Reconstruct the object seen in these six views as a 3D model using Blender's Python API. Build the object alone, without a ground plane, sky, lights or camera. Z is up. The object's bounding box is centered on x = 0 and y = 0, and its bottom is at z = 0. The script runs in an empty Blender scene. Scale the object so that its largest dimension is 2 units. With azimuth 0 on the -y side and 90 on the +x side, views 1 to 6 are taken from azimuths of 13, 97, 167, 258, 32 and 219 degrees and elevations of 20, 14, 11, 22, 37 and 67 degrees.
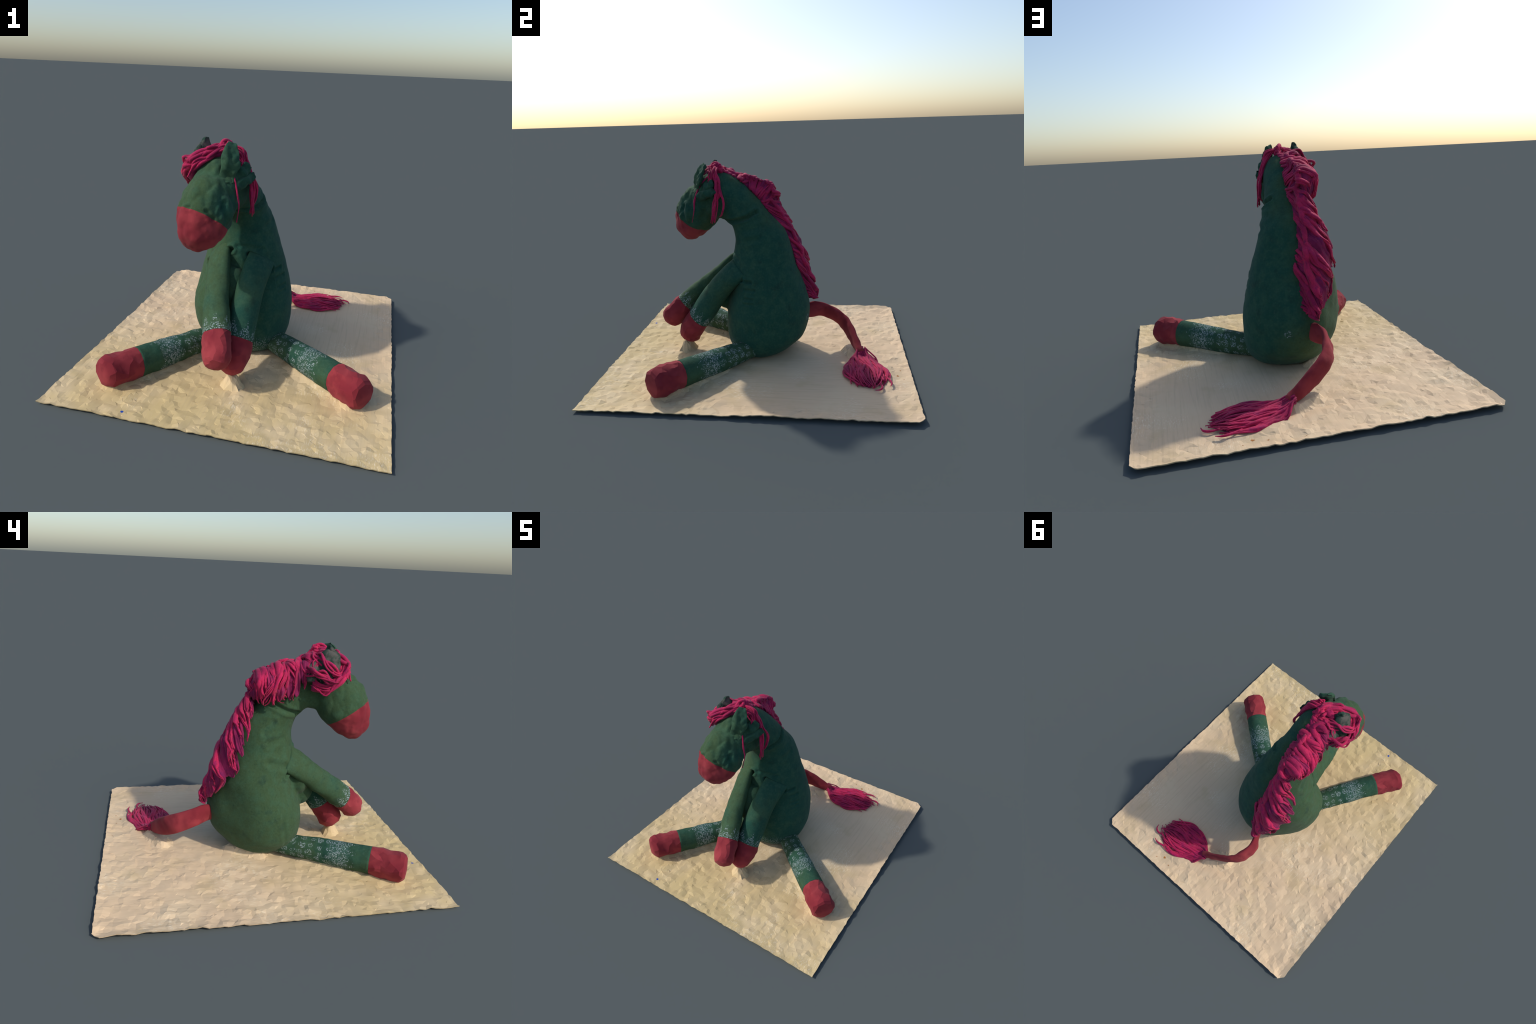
import bpy, bmesh, math, random
from mathutils import Vector, Matrix, noise
from mathutils.bvhtree import BVHTree

rng = random.Random(7)
SC = bpy.context.scene.collection
V = Vector


# ------------------------------------------------------------------ helpers
def lerp(a, b, t):
    return a + (b - a) * t


def sstep(a, b, x):
    t = max(0.0, min(1.0, (x - a) / (b - a)))      # a > b gives a falling edge
    return t * t * (3 - 2 * t)


def catmull(pts, t):
    """Catmull-Rom through pts (vectors or numbers), t in 0..1."""
    n = len(pts) - 1
    x = max(0.0, min(1.0, t)) * n
    i = min(int(x), n - 1)
    f = x - i
    p1, p2 = pts[i], pts[i + 1]
    p0 = pts[i - 1] if i > 0 else p1 * 2 - p2
    p3 = pts[i + 2] if i + 2 <= n else p2 * 2 - p1
    return (p1 * 2 + (p2 - p0) * f + (p0 * 2 - p1 * 5 + p2 * 4 - p3) * f * f
            + (p1 * 3 - p0 - p2 * 3 + p3) * f * f * f) * 0.5


def nz(p, scale, seed=0.0):
    return noise.noise(V((p[0] * scale + seed, p[1] * scale - seed, p[2] * scale + 2 * seed)))


def facet(p, scale, seed=0.0):
    """Cell noise: dents and flat-ish facets, about -0.5..0.5."""
    q = V((p[0] * scale + seed, p[1] * scale - seed, p[2] * scale + seed * 0.5))
    return noise.voronoi(q)[0][0] - 0.5


def seg_dist(p, pts):
    best = 1e9
    for a, b in zip(pts[:-1], pts[1:]):
        ab = b - a
        t = max(0.0, min(1.0, (p - a).dot(ab) / ab.length_squared))
        best = min(best, (p - a - ab * t).length)
    return best


def new_obj(name, mesh, parent=None, mat=None, smooth=True):
    ob = bpy.data.objects.new(name, mesh)
    SC.objects.link(ob)
    if parent is not None:
        ob.parent = parent
    if mat is not None:
        mesh.materials.append(mat)
    mesh.polygons.foreach_set("use_smooth", [smooth] * len(mesh.polygons))
    return ob


def mesh_from(name, verts, faces):
    me = bpy.data.meshes.new(name)
    me.from_pydata([tuple(v) for v in verts], [], faces)
    me.validate()
    me.update()
    return me


def loft(rings, cap=True):
    n = len(rings[0])
    verts = [v for r in rings for v in r]
    faces = []
    for i in range(len(rings) - 1):
        for j in range(n):
            k = (j + 1) % n
            faces.append((i * n + j, i * n + k, (i + 1) * n + k, (i + 1) * n + j))
    if cap:
        faces.append(tuple(range(n))[::-1])
        faces.append(tuple((len(rings) - 1) * n + j for j in range(n)))
    return verts, faces


def fix_normals(me):
    bm = bmesh.new()
    bm.from_mesh(me)
    bmesh.ops.recalc_face_normals(bm, faces=bm.faces)
    bm.to_mesh(me)
    bm.free()


def tube(points, radii, n=6, flat=1.0):
    """Tube along points with a bit of flattening."""
    rings = []
    up = V((0.3, 0.2, 1)).normalized()
    for i, p in enumerate(points):
        a = points[max(0, i - 1)]
        b = points[min(len(points) - 1, i + 1)]
        d = (b - a)
        if d.length < 1e-6:
            d = V((0, 0, -1))
        d.normalize()
        s = d.cross(up)
        if s.length < 1e-3:
            s = d.cross(V((1, 0, 0)))
        s.normalize()
        u = s.cross(d)
        r = radii[i]
        rings.append([p + s * (math.cos(2 * math.pi * j / n) * r) + u * (math.sin(2 * math.pi * j / n) * r * flat)
                      for j in range(n)])
    return loft(rings)


# ---------------------------------------------------------------- materials
class NT:
    def __init__(self, name):
        self.mat = bpy.data.materials.new(name)
        self.mat.use_nodes = True
        self.t = self.mat.node_tree
        self.bsdf = self.t.nodes["Principled BSDF"]
        self.co = self.n("ShaderNodeTexCoord").outputs["Object"]

    def n(self, kind, **kw):
        nd = self.t.nodes.new(kind)
        for k, v in kw.items():
            setattr(nd, k, v)
        return nd

    def link(self, a, b):
        self.t.links.new(a, b)

    def put(self, sock, val):
        if hasattr(val, "is_output"):
            self.link(val, sock)
        else:
            sock.default_value = val

    def math(self, op, a, b=0.0, c=None, clamp=False):
        nd = self.n("ShaderNodeMath", operation=op, use_clamp=clamp)
        self.put(nd.inputs[0], a)
        self.put(nd.inputs[1], b)
        if c is not None:
            self.put(nd.inputs[2], c)
        return nd.outputs[0]

    def mapped(self, scale=(1, 1, 1), loc=(0, 0, 0), rot=(0, 0, 0), src=None):
        m = self.n("ShaderNodeMapping")
        self.link(src if src is not None else self.co, m.inputs["Vector"])
        m.inputs["Scale"].default_value = scale
        m.inputs["Location"].default_value = loc
        m.inputs["Rotation"].default_value = rot
        return m.outputs[0]

    def noise(self, scale, detail=3.0, rough=0.55, vec=None):
        nd = self.n("ShaderNodeTexNoise")
        self.link(vec if vec is not None else self.co, nd.inputs["Vector"])
        nd.inputs["Scale"].default_value = scale
        nd.inputs["Detail"].default_value = detail
        nd.inputs["Roughness"].default_value = rough
        return nd.outputs["Fac"]

    def voro(self, scale, vec=None, feature="F1", rand=1.0):
        nd = self.n("ShaderNodeTexVoronoi", feature=feature)
        self.link(vec if vec is not None else self.co, nd.inputs["Vector"])
        nd.inputs["Scale"].default_value = scale
        nd.inputs["Randomness"].default_value = rand
        return nd

    def range(self, v, a, b, lo=0.0, hi=1.0, smooth=True):
        nd = self.n("ShaderNodeMapRange", interpolation_type="SMOOTHSTEP" if smooth else "LINEAR")
        self.put(nd.inputs["Value"], v)
        nd.inputs["From Min"].default_value = a
        nd.inputs["From Max"].default_value = b
        nd.inputs["To Min"].default_value = lo
        nd.inputs["To Max"].default_value = hi
        return nd.outputs["Result"]

    def mix(self, fac, a, b, mode="MIX"):
        nd = self.n("ShaderNodeMix", data_type="RGBA", blend_type=mode)
        self.put(nd.inputs[0], fac)
        for s, v in ((nd.inputs[6], a), (nd.inputs[7], b)):
            if isinstance(v, tuple):
                s.default_value = (*v, 1.0)
            else:
                self.link(v, s)
        return nd.outputs[2]

    def xyz(self, src=None):
        nd = self.n("ShaderNodeSeparateXYZ")
        self.link(src if src is not None else self.co, nd.inputs[0])
        return nd.outputs

    def vec(self, x, y, z=0.0):
        nd = self.n("ShaderNodeCombineXYZ")
        for s, v in zip(nd.inputs, (x, y, z)):
            self.put(s, v)
        return nd.outputs[0]

    def dist(self, p, src=None):
        nd = self.n("ShaderNodeVectorMath", operation="DISTANCE")
        self.link(src if src is not None else self.co, nd.inputs[0])
        nd.inputs[1].default_value = p
        return nd.outputs["Value"]

    def bump(self, height, strength, dist=0.004):
        b = self.n("ShaderNodeBump")
        b.inputs["Strength"].default_value = strength
        b.inputs["Distance"].default_value = dist
        self.link(height, b.inputs["Height"])
        self.link(b.outputs[0], self.bsdf.inputs["Normal"])

    def done(self, col, rough=0.85, spec=0.25, sheen=0.0):
        self.put(self.bsdf.inputs["Base Color"], col if not isinstance(col, tuple) else (*col, 1.0))
        self.put(self.bsdf.inputs["Roughness"], rough)
        self.bsdf.inputs["Specular IOR Level"].default_value = spec
        if sheen:
            self.bsdf.inputs["Sheen Weight"].default_value = sheen
            self.bsdf.inputs["Sheen Roughness"].default_value = 0.5
        return self.mat


TEAL = (0.013, 0.068, 0.047)
OLIVE = (0.042, 0.079, 0.034)
PALE = (0.30, 0.36, 0.38)


def green_base(m, bias=None):
    """Dark green woven cotton: baked light tints one flank teal, the mane side olive; mottled and linty."""
    if bias is None:
        bias = m.range(m.xyz()[0], -0.30, 0.12, 0.32, -0.22, smooth=False)  # light colour baked into the scan, painted across from flank to flank
    big = m.range(m.math("ADD", m.noise(3.6, 4.0), bias), 0.34, 0.68)
    c = m.mix(big, TEAL, OLIVE)
    mid = m.range(m.noise(20, 4.0), 0.38, 0.7)
    c = m.mix(m.math("MULTIPLY", mid, 0.45), c, (0.043, 0.108, 0.060))
    dark = m.range(m.noise(12, 4.0), 0.55, 0.75)
    c = m.mix(m.math("MULTIPLY", dark, 0.55), c, (0.016, 0.040, 0.028))
    fine = m.noise(75, 4.0, 0.65)
    c = m.mix(m.range(fine, 0.50, 0.72, 0.0, 0.35), c, (0.060, 0.120, 0.075))
    c = m.mix(m.range(fine, 0.48, 0.30, 0.0, 0.35), c, (0.010, 0.035, 0.026))
    weave = m.noise(420, 2.0)
    c = m.mix(m.range(weave, 0.55, 0.78, 0.0, 0.35), c, (0.085, 0.16, 0.115))
    m.bump(m.math("ADD", m.noise(260, 3.0), m.noise(60, 3.0)), 0.35, 0.003)
    return c


def flower_dots(m, u, v, cell=0.056, dot=0.0084):
    """Small white dots that gather into round blossoms on the u,v plane."""
    uv = m.vec(u, v, 0.0)
    fl = m.voro(1.0 / cell, uv, rand=0.35).outputs["Distance"]
    dots = m.voro(1.0 / dot, uv, rand=0.55).outputs["Distance"]
    d = m.range(dots, 0.18, 0.56, 1.0, 0.0)
    blossom = m.range(fl, 0.40, 0.47, 1.0, 0.0)
    return d, m.math("MULTIPLY", d, blossom)


def mat_green(name):
    m = NT(name)
    return m.done(green_base(m), 0.9, 0.15, 0.05)


def mat_torso():
    m = NT("green_cotton_torso")
    c = green_base(m)
    x, y, z = m.xyz()
    # two small blossoms printed on the back, and dots along the belly hem
    spots = None
    dots = m.range(m.voro(95, rand=0.6).outputs["Distance"], 0.25, 0.5, 1.0, 0.0)
    for p, r in (((0.045, 0.345, 0.275), 0.036), ((0.055, 0.02, 0.975), 0.034)):
        k = m.range(m.dist(p), r * 0.75, r, 1.0, 0.0)
        spots = k if spots is None else m.math("MAXIMUM", spots, k)
    hem = m.math("MULTIPLY", m.range(z, 0.10, 0.17, 1.0, 0.0), m.range(y, -0.2, -0.12, 1.0, 0.0))
    spots = m.math("MAXIMUM", spots, hem)
    c = m.mix(m.math("MULTIPLY", m.math("MULTIPLY", dots, spots), 0.6), c, PALE)
    return m.done(c, 0.9, 0.15, 0.05)


def mat_leg(name, z_end, z_core, arm=False, bias=0.05):
    """Leg axis is local Z; blossoms wind round it and crowd into a lace band."""
    m = NT(name)
    c = green_base(m, bias)
    x, y, z = m.xyz()
    ang = m.math("ARCTAN2", y, x)
    u = m.math("MULTIPLY", ang, 0.078)
    d, fl = flower_dots(m, u, z)
    wave = m.math("PINGPONG", m.math("ADD", ang, 3.2), 0.42)          # 0 .. 0.42 teeth
    if arm:
        # lace only just above the hoof, its upper edge in points
        edge = m.math("SUBTRACT", z, m.math("MULTIPLY", wave, 0.19))
        band = m.range(edge, z_end - 0.110, z_end - 0.070)
        fine = m.noise(120, 2.0)
        dens = m.range(m.math("ADD", fine, m.math("MULTIPLY", m.range(z, z_end - 0.11, z_end - 0.01), 0.30)), 0.46, 0.62)
        k = m.math("MULTIPLY", m.math("MULTIPLY", band, d), dens)
    else:
        edge = m.math("SUBTRACT", z, m.math("MULTIPLY", wave, 0.11))
        inside = m.range(edge, z_end - 0.012, z_end, 1.0, 0.0)
        core = m.range(m.math("ABSOLUTE", m.math("SUBTRACT", z, z_core)), 0.035, 0.075, 1.0, 0.0)
        k = m.math("MAXIMUM", fl, m.math("MULTIPLY", d, core))
        k = m.math("MULTIPLY", k, inside)
    wear_or_glint = m.range(m.noise(24, 3.0), 0.30, 0.52, 0.45, 1.0)
    k = m.math("MULTIPLY", k, wear_or_glint)
    if not arm:
        haze = m.math("MULTIPLY", m.math("MULTIPLY", core, inside), m.range(m.noise(40, 3.0), 0.35, 0.65, 0.0, 0.25))
        c = m.mix(haze, c, (0.10, 0.17, 0.19))
    tint = m.mix(m.noise(9, 1.0), (0.46, 0.49, 0.42), (0.40, 0.50, 0.62))
    c = m.mix(m.math("MULTIPLY", k, 0.74), c, tint)
    return m.done(c, 0.85, 0.2, 0.0)


def mat_red(name, seam=False):
    m = NT(name)
    c = m.mix(m.range(m.noise(5, 3.0), 0.35, 0.68), (0.205, 0.020, 0.030), (0.32, 0.044, 0.052))
    c = m.mix(m.range(m.noise(16, 4.0), 0.48, 0.72, 0.0, 0.6), c, (0.17, 0.016, 0.026))
    c = m.mix(m.range(m.noise(380, 2.0), 0.58, 0.8, 0.0, 0.25), c, (0.42, 0.10, 0.10))
    m.bump(m.math("ADD", m.noise(300, 2.0), m.noise(50, 3.0)), 0.3, 0.003)
    return m.done(c, 0.88, 0.15, 0.05)


def mat_yarn(name, bright=1.0):
    m = NT(name)
    oi = m.n("ShaderNodeObjectInfo").outputs["Random"]
    c = m.mix(m.range(m.noise(9, 4.0), 0.36, 0.64), (0.25 * bright, 0.005, 0.055), (0.56 * bright, 0.016, 0.090))
    c = m.mix(m.range(m.noise(18, 3.0), 0.52, 0.70, 0.0, 0.65), c, (0.17 * bright, 0.004, 0.080))
    c = m.mix(m.math("MULTIPLY", oi, 0.4), c, (0.56 * bright, 0.022, 0.09))
    fib = m.noise(1.0, 3.0, 0.6, m.mapped((170, 170, 60)))
    c = m.mix(m.range(fib, 0.5, 0.75, 0.0, 0.5), c, (0.13, 0.003, 0.035))
    m.bump(fib, 0.5, 0.004)
    return m.done(c, 0.75, 0.2, 0.1)


def mat_ear_inner():
    m = NT("worn_grey_lining")
    c = m.mix(m.range(m.noise(24, 4.0), 0.38, 0.62), (0.020, 0.050, 0.036), (0.095, 0.090, 0.080))
    m.bump(m.noise(90, 4.0), 0.4, 0.004)
    return m.done(c, 0.92, 0.1)


def mat_board():
    m = NT("pale_birch_board")
    x, y, z = m.xyz()
    yy = m.math("ADD", y, m.math("MULTIPLY", m.math("SUBTRACT", m.noise(1.8, 2.0), 0.5), 0.9))
    c = m.mix(m.range(yy, -1.0, 0.35), (0.61, 0.465, 0.225), (0.70, 0.515, 0.325))
    c = m.mix(m.range(m.noise(3.0, 3.0), 0.42, 0.7, 0.0, 0.55), c, (0.74, 0.58, 0.37))
    c = m.mix(m.range(m.noise(4.5, 4.0), 0.50, 0.72, 0.0, 0.45), c, (0.54, 0.40, 0.20))
    grain = m.noise(1.0, 4.0, 0.6, m.mapped((70, 3.0, 8), rot=(0, 0, 0.06)))
    c = m.mix(m.range(grain, 0.45, 0.72, 0.0, 0.28), c, (0.46, 0.34, 0.20))
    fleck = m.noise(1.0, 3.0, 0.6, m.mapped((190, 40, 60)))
    wear_or_glint = m.range(m.noise(2.6, 2.0), 0.50, 0.66, 0.08, 0.75)
    c = m.mix(m.math("MULTIPLY", m.range(fleck, 0.50, 0.72), wear_or_glint), c, (0.84, 0.73, 0.54))  # glossy highlights painted into the board colour as pale streaks
    # knots and the blue pen dot
    for p, r, col in (((0.367, 0.91, 0.015), 0.009, (0.36, 0.14, 0.03)), ((0.30, 0.935, 0.012), 0.007, (0.36, 0.15, 0.04)),
                      ((0.42, 0.945, 0.012), 0.005, (0.34, 0.15, 0.05)), ((-0.442, -0.945, 0.010), 0.0095, (0.012, 0.075, 0.42))):
        d = m.math("ADD", m.dist(p), m.math("MULTIPLY", m.math("SUBTRACT", m.noise(150, 1.0), 0.5),
                                            0.002 if col[2] > 0.3 else 0.012))
        k = m.range(d, r * 0.75, r * 1.2, 1.0, 0.0)
        c = m.mix(k, c, col)
    m.bump(grain, 0.12, 0.003)
    return m.done(c, 0.7, 0.25)


M_GREEN = mat_green("green_cotton")
M_TORSO = mat_torso()
M_RED = mat_red("red_cotton")
M_YARN = mat_yarn("pink_yarn")
M_YARN_GAP_SHADE = mat_yarn("pink_yarn_gap_shade", 0.62)  # darkened yarn copy, paints the shade in gaps between strands
M_EARIN = mat_ear_inner()
M_BOARD = mat_board()

# ------------------------------------------------------------------- horse
horse = bpy.data.objects.new("toy_horse", None)
SC.objects.link(horse)
horse["label"] = "sitting green fabric toy horse with red hooves and pink yarn mane"
horse["category"] = "stuffed toy"

# --- torso, neck and head as one stuffed skin -----------------------------
# centre y, centre z, half depth, tilt of the section (deg), centre x, half width
TORSO = [
    (-0.02, 0.006, 0.09, 0, -0.030, 0.11), (-0.012, 0.020, 0.158, 0, -0.028, 0.190),
    (-0.002, 0.050, 0.205, 0, -0.030, 0.228), (0.008, 0.090, 0.240, 0, -0.033, 0.258),
    (0.030, 0.150, 0.278, 0, -0.045, 0.290),
    (0.045, 0.250, 0.296, 0, -0.053, 0.302), (0.050, 0.350, 0.293, 0, -0.059, 0.301),
    (0.050, 0.450, 0.268, 0, -0.064, 0.286), (0.047, 0.550, 0.238, 0, -0.064, 0.261),
    (0.024, 0.650, 0.222, 2, -0.062, 0.228), (0.016, 0.750, 0.200, 4, -0.060, 0.194),
    (0.000, 0.855, 0.176, 9, -0.066, 0.167), (-0.065, 0.955, 0.138, 17, -0.075, 0.143),
    (-0.125, 1.020, 0.140, 27, -0.086, 0.128), (-0.200, 1.090, 0.143, 37, -0.094, 0.120),
    (-0.270, 1.150, 0.134, 43, -0.102, 0.114), (-0.320, 1.195, 0.108, 50, -0.105, 0.096),
    (-0.355, 1.220, 0.055, 52, -0.110, 0.055),
]
# along the head: s from the crown, front reach, back reach, centre x, half width
HEAD_O = V((0.0, -0.325, 1.238))
HEAD_D = V((0, -0.455, -0.89)).normalized()
HEAD_N = V((0, -0.89, 0.455)).normalized()
HEAD = [
    (-0.025, 0.02, -0.02, -0.108, 0.03), (-0.008, 0.056, -0.06, -0.108, 0.070),
    (0.04, 0.090, -0.10, -0.127, 0.098), (0.12, 0.115, -0.135, -0.138, 0.119),
    (0.21, 0.156, -0.148, -0.154, 0.138), (0.29, 0.162, -0.142, -0.162, 0.147),
    (0.35, 0.151, -0.124, -0.166, 0.141), (0.415, 0.127, -0.093, -0.175, 0.119),
    (0.458, 0.099, -0.064, -0.179, 0.093), (0.486, 0.063, -0.038, -0.180, 0.062),
    (0.503, 0.025, -0.012, -0.180, 0.026),
]


def spline_rows(rows, steps):
    vs = [V(r[:3]) for r in rows]
    ws = [V((r[3], r[4], r[5] if len(r) > 5 else 0)) for r in rows]
    for i in range(steps + 1):
        t = i / steps
        a, b = catmull(vs, t), catmull(ws, t)
        yield (*a, *b)


rings = []
for cy, cz, hd, tilt, cx, hx in spline_rows(TORSO, 90):
    a = math.radians(tilt)
    D = V((0, math.cos(a), math.sin(a)))
    ring = []
    for j in range(64):
        q = 2 * math.pi * j / 64
        dq1 = (math.degrees(q) - 222) / 34     # thigh side of the belly swells
        dq2 = (math.degrees(q) - 138) / 34     # rear flank on the mane side is slack
        k = 1 + 0.120 * math.exp(-dq1 * dq1) * sstep(0.03, 0.10, cz) * sstep(0.48, 0.30, cz) \
            - 0.140 * math.exp(-dq2 * dq2) * sstep(0.05, 0.16, cz) * sstep(0.60, 0.35, cz)
        ring.append(V((cx, cy, cz)) + (V((1, 0, 0)) * hx * math.cos(q) + D * hd * math.sin(q)) * k)
    rings.append(ring)
tv, tf = loft(rings)
rings = []
for s, fr, bk, cx, hx, _ in spline_rows(HEAD, 60):
    c = HEAD_O + HEAD_D * s + HEAD_N * ((fr + bk) / 2) + V((cx, 0, 0))
    hd = (fr - bk) / 2
    rings.append([c + V((1, 0, 0)) * hx * math.cos(q) + HEAD_N * hd * math.sin(q)
                  for q in (2 * math.pi * j / 56 for j in range(56))])
hv, hf = loft(rings)
# throat: a soft saddle between jaw and chest
def blob(c, r, n=18, m=40):
    """Ellipsoid rings along y."""
    out = []
    for i in range(1, n):
        a = math.pi * i / n
        out.append([c + V((r.x * math.sin(a) * math.cos(q), r.y * math.cos(a), r.z * math.sin(a) * math.sin(q)))
                    for q in (2 * math.pi * j / m for j in range(m))])
    return loft(out)


for c, r in ((V((-0.100, -0.292, 1.033)), V((0.108, 0.112, 0.078))),      # throat
             (V((-0.070, -0.270, 0.425)), V((0.075, 0.082, 0.130))),      # added fill copying the scan's web behind the forelegs
             (V((-0.100, -0.225, 0.500)), V((0.110, 0.080, 0.110)))):
    bv, bf = blob(c, r)
    hf = hf + [tuple(i + len(hv) for i in f) for f in bf]
    hv = hv + bv
o = len(tv)
skin = mesh_from("skin", tv + hv, tf + [tuple(i + o for i in f) for f in hf])
fix_normals(skin)
tmp = bpy.data.objects.new("skin_helper", skin)
SC.objects.link(tmp)
rm = tmp.modifiers.new("r", "REMESH")
rm.mode = "VOXEL"
rm.voxel_size = 0.0085
sm = tmp.modifiers.new("s", "SMOOTH")
sm.factor = 0.5
sm.iterations = 12
dg = bpy.context.evaluated_depsgraph_get()
body = bpy.data.meshes.new_from_object(tmp.evaluated_get(dg))
bpy.data.objects.remove(tmp)

bm = bmesh.new()
bm.from_mesh(body)
bmesh.ops.recalc_face_normals(bm, faces=bm.faces)

CREASES = [  # stitched folds and puckers: points, half width, depth
    ([(-0.04, -0.25, 0.945), (0.02, -0.18, 0.95), (0.06, -0.13, 0.967), (0.075, -0.07, 0.99), (0.055, 0.005, 1.04)], 0.012, 0.022),
    ([(-0.17, -0.18, 0.945), (-0.20, -0.10, 0.965), (-0.18, -0.02, 1.0)], 0.014, 0.016),
    ([(0.19, -0.11, 0.57), (0.215, -0.06, 0.575)], 0.010, 0.014),
    ([(0.20, -0.11, 0.52), (0.235, -0.03, 0.525)], 0.009, 0.011),
    ([(0.21, -0.11, 0.46), (0.245, -0.04, 0.462)], 0.009, 0.009),
    ([(0.215, -0.11, 0.425), (0.245, -0.05, 0.43)], 0.008, 0.008),
    ([(0.20, -0.12, 0.52), (0.21, -0.12, 0.43)], 0.005, 0.004),
    ([(0.022, -0.21, 0.68), (0.08, -0.18, 0.64), (0.15, -0.13, 0.575)], 0.013, 0.030),
    ([(-0.10, -0.22, 0.70), (-0.17, -0.18, 0.66), (-0.26, -0.12, 0.57)], 0.013, 0.028),
    ([(-0.24, -0.15, 0.62), (-0.27, 0.0, 0.66)], 0.02, 0.010),
    ([(-0.06, -0.20, 0.72), (0.03, -0.19, 0.715), (0.09, -0.14, 0.70)], 0.012, 0.007),
    ([(0.09, -0.09, 0.90), (0.11, 0.0, 0.93), (0.10, 0.05, 0.94)], 0.018, 0.004),
    ([(0.11, -0.10, 0.83), (0.13, 0.0, 0.85)], 0.016, 0.006),
    ([(-0.24, -0.10, 0.80), (-0.26, 0.0, 0.78)], 0.018, 0.007),
    ([(-0.23, -0.02, 0.90), (-0.24, 0.03, 0.84)], 0.016, 0.007),
    ([(-0.30, -0.10, 0.45), (-0.33, -0.08, 0.30), (-0.32, -0.13, 0.12)], 0.012, 0.004),
    ([(-0.23, -0.60, 1.035), (-0.21, -0.61, 1.04)], 0.009, 0.010),
    ([(-0.12, -0.585, 1.02), (-0.10, -0.56, 0.98)], 0.010, 0.010),
    ([(-0.03, -0.53, 1.06), (-0.05, -0.57, 1.0)], 0.012, 0.010),
]
_b = BVHTree.FromBMesh(bm)


def on_skin(pts):
    """Lay a polyline onto the skin."""
    out = []
    for a, b in zip(pts[:-1], pts[1:]):
        for k in range(4):
            out.append(_b.find_nearest(a.lerp(b, k / 4))[0])
    out.append(_b.find_nearest(pts[-1])[0])
    return out


CREASES = [(on_skin([V(p) for p in pts]), w, d) for pts, w, d in CREASES]
CREASES = [(pts, w, d, pts[len(pts) // 2], max((p - pts[len(pts) // 2]).length for p in pts)) for pts, w, d in CREASES]


def head_weight(p):
    """1 on the head, 0 behind the jaw line."""
    return sstep(-0.30, -0.36, p.y + 0.12 * (p.z - 1.0)) * sstep(0.72, 0.76, p.z)


# the haunch on the mane side is pressed into a flat facet
FLAT_P, FLAT_N = V((-0.135, 0.205, 0.02)), V((-0.69, 0.574, -0.44))
for v in bm.verts:
    e = (v.co - FLAT_P).dot(FLAT_N)
    if e > -0.06 and v.co.z < 0.5:
        v.co -= FLAT_N * (e + 0.012) * 0.9 * sstep(-0.012, 0.03, e) * (0.25 + 0.75 * sstep(0.04, 0.14, v.co.z))
bm.normal_update()
moves = []
for v in bm.verts:
    p, nrm = v.co, v.normal
    h = 0.006 * nz(p, 5.0, 3.1) + 0.0025 * nz(p, 17.0, 1.7)
    w = head_weight(p)
    if w > 0:
        crumple = sstep(-0.22, -0.08, p.x) * sstep(0.90, 0.95, p.z)
        tall = (p.x, p.y, p.z * 0.5)
        h += w * (0.007 * nz(p, 11.0, 8.0) - 0.016 * facet(tall, 17.0, 4.0) + 0.002 * nz(p, 45.0, 2.0))
        h += w * crumple * (0.026 * (abs(nz(tall, 14.0, 5.5)) - 0.25) - 0.008 * facet(p, 24.0, 9.0))
    for pts, cw, cd, cc, cr in CREASES:
        if (p - cc).length > cr + 3 * cw:
            continue
        d = seg_dist(p, pts)
        if d < cw * 3:
            h -= cd * math.exp(-(d / cw) ** 2)
            h += cd * 0.35 * math.exp(-((d - 1.9 * cw) / (0.7 * cw)) ** 2)
    moves.append(nrm * h)
for v, d in zip(bm.verts, moves):
    v.co += d

# clean cuts between the regions
MUZ_N = V((0.30, 0.65, 1.0)).normalized()
MUZ_P = V((-0.16, -0.49, 0.578 + 0.048 + 0.3185))
NECK_P, NECK_N = V((-0.1, -0.285, 0.97)), V((0, 0.98, -0.2)).normalized()
CHEST_P, CHEST_N = V((0, 0, 0.915)), V((0, 0.25, 0.97)).normalized()


def cut(bm, co, no, test):
    fs = [f for f in bm.faces if test(f.calc_center_median())]
    es = {e for f in fs for e in f.edges}
    vs = {v for f in fs for v in f.verts}
    bmesh.ops.bisect_plane(bm, geom=list(vs) + list(es) + fs, plane_co=co, plane_no=no, dist=1e-5)


def is_head(c):
    return c.z > 0.74 and (c - NECK_P).dot(NECK_N) < 0


cut(bm, NECK_P, NECK_N, lambda c: c.z > 0.90)
cut(bm, MUZ_P, MUZ_N, is_head)
cut(bm, CHEST_P, CHEST_N, lambda c: not is_head(c))
bmesh.ops.triangulate(bm, faces=[f for f in bm.faces if len(f.verts) > 4])
bm.normal_update()


def region(c):
    if is_head(c):
        return "muzzle" if (c - MUZ_P).dot(MUZ_N) < 0 else "head"
    return "neck" if (c - CHEST_P).dot(CHEST_N) > 0 else "torso"


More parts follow.
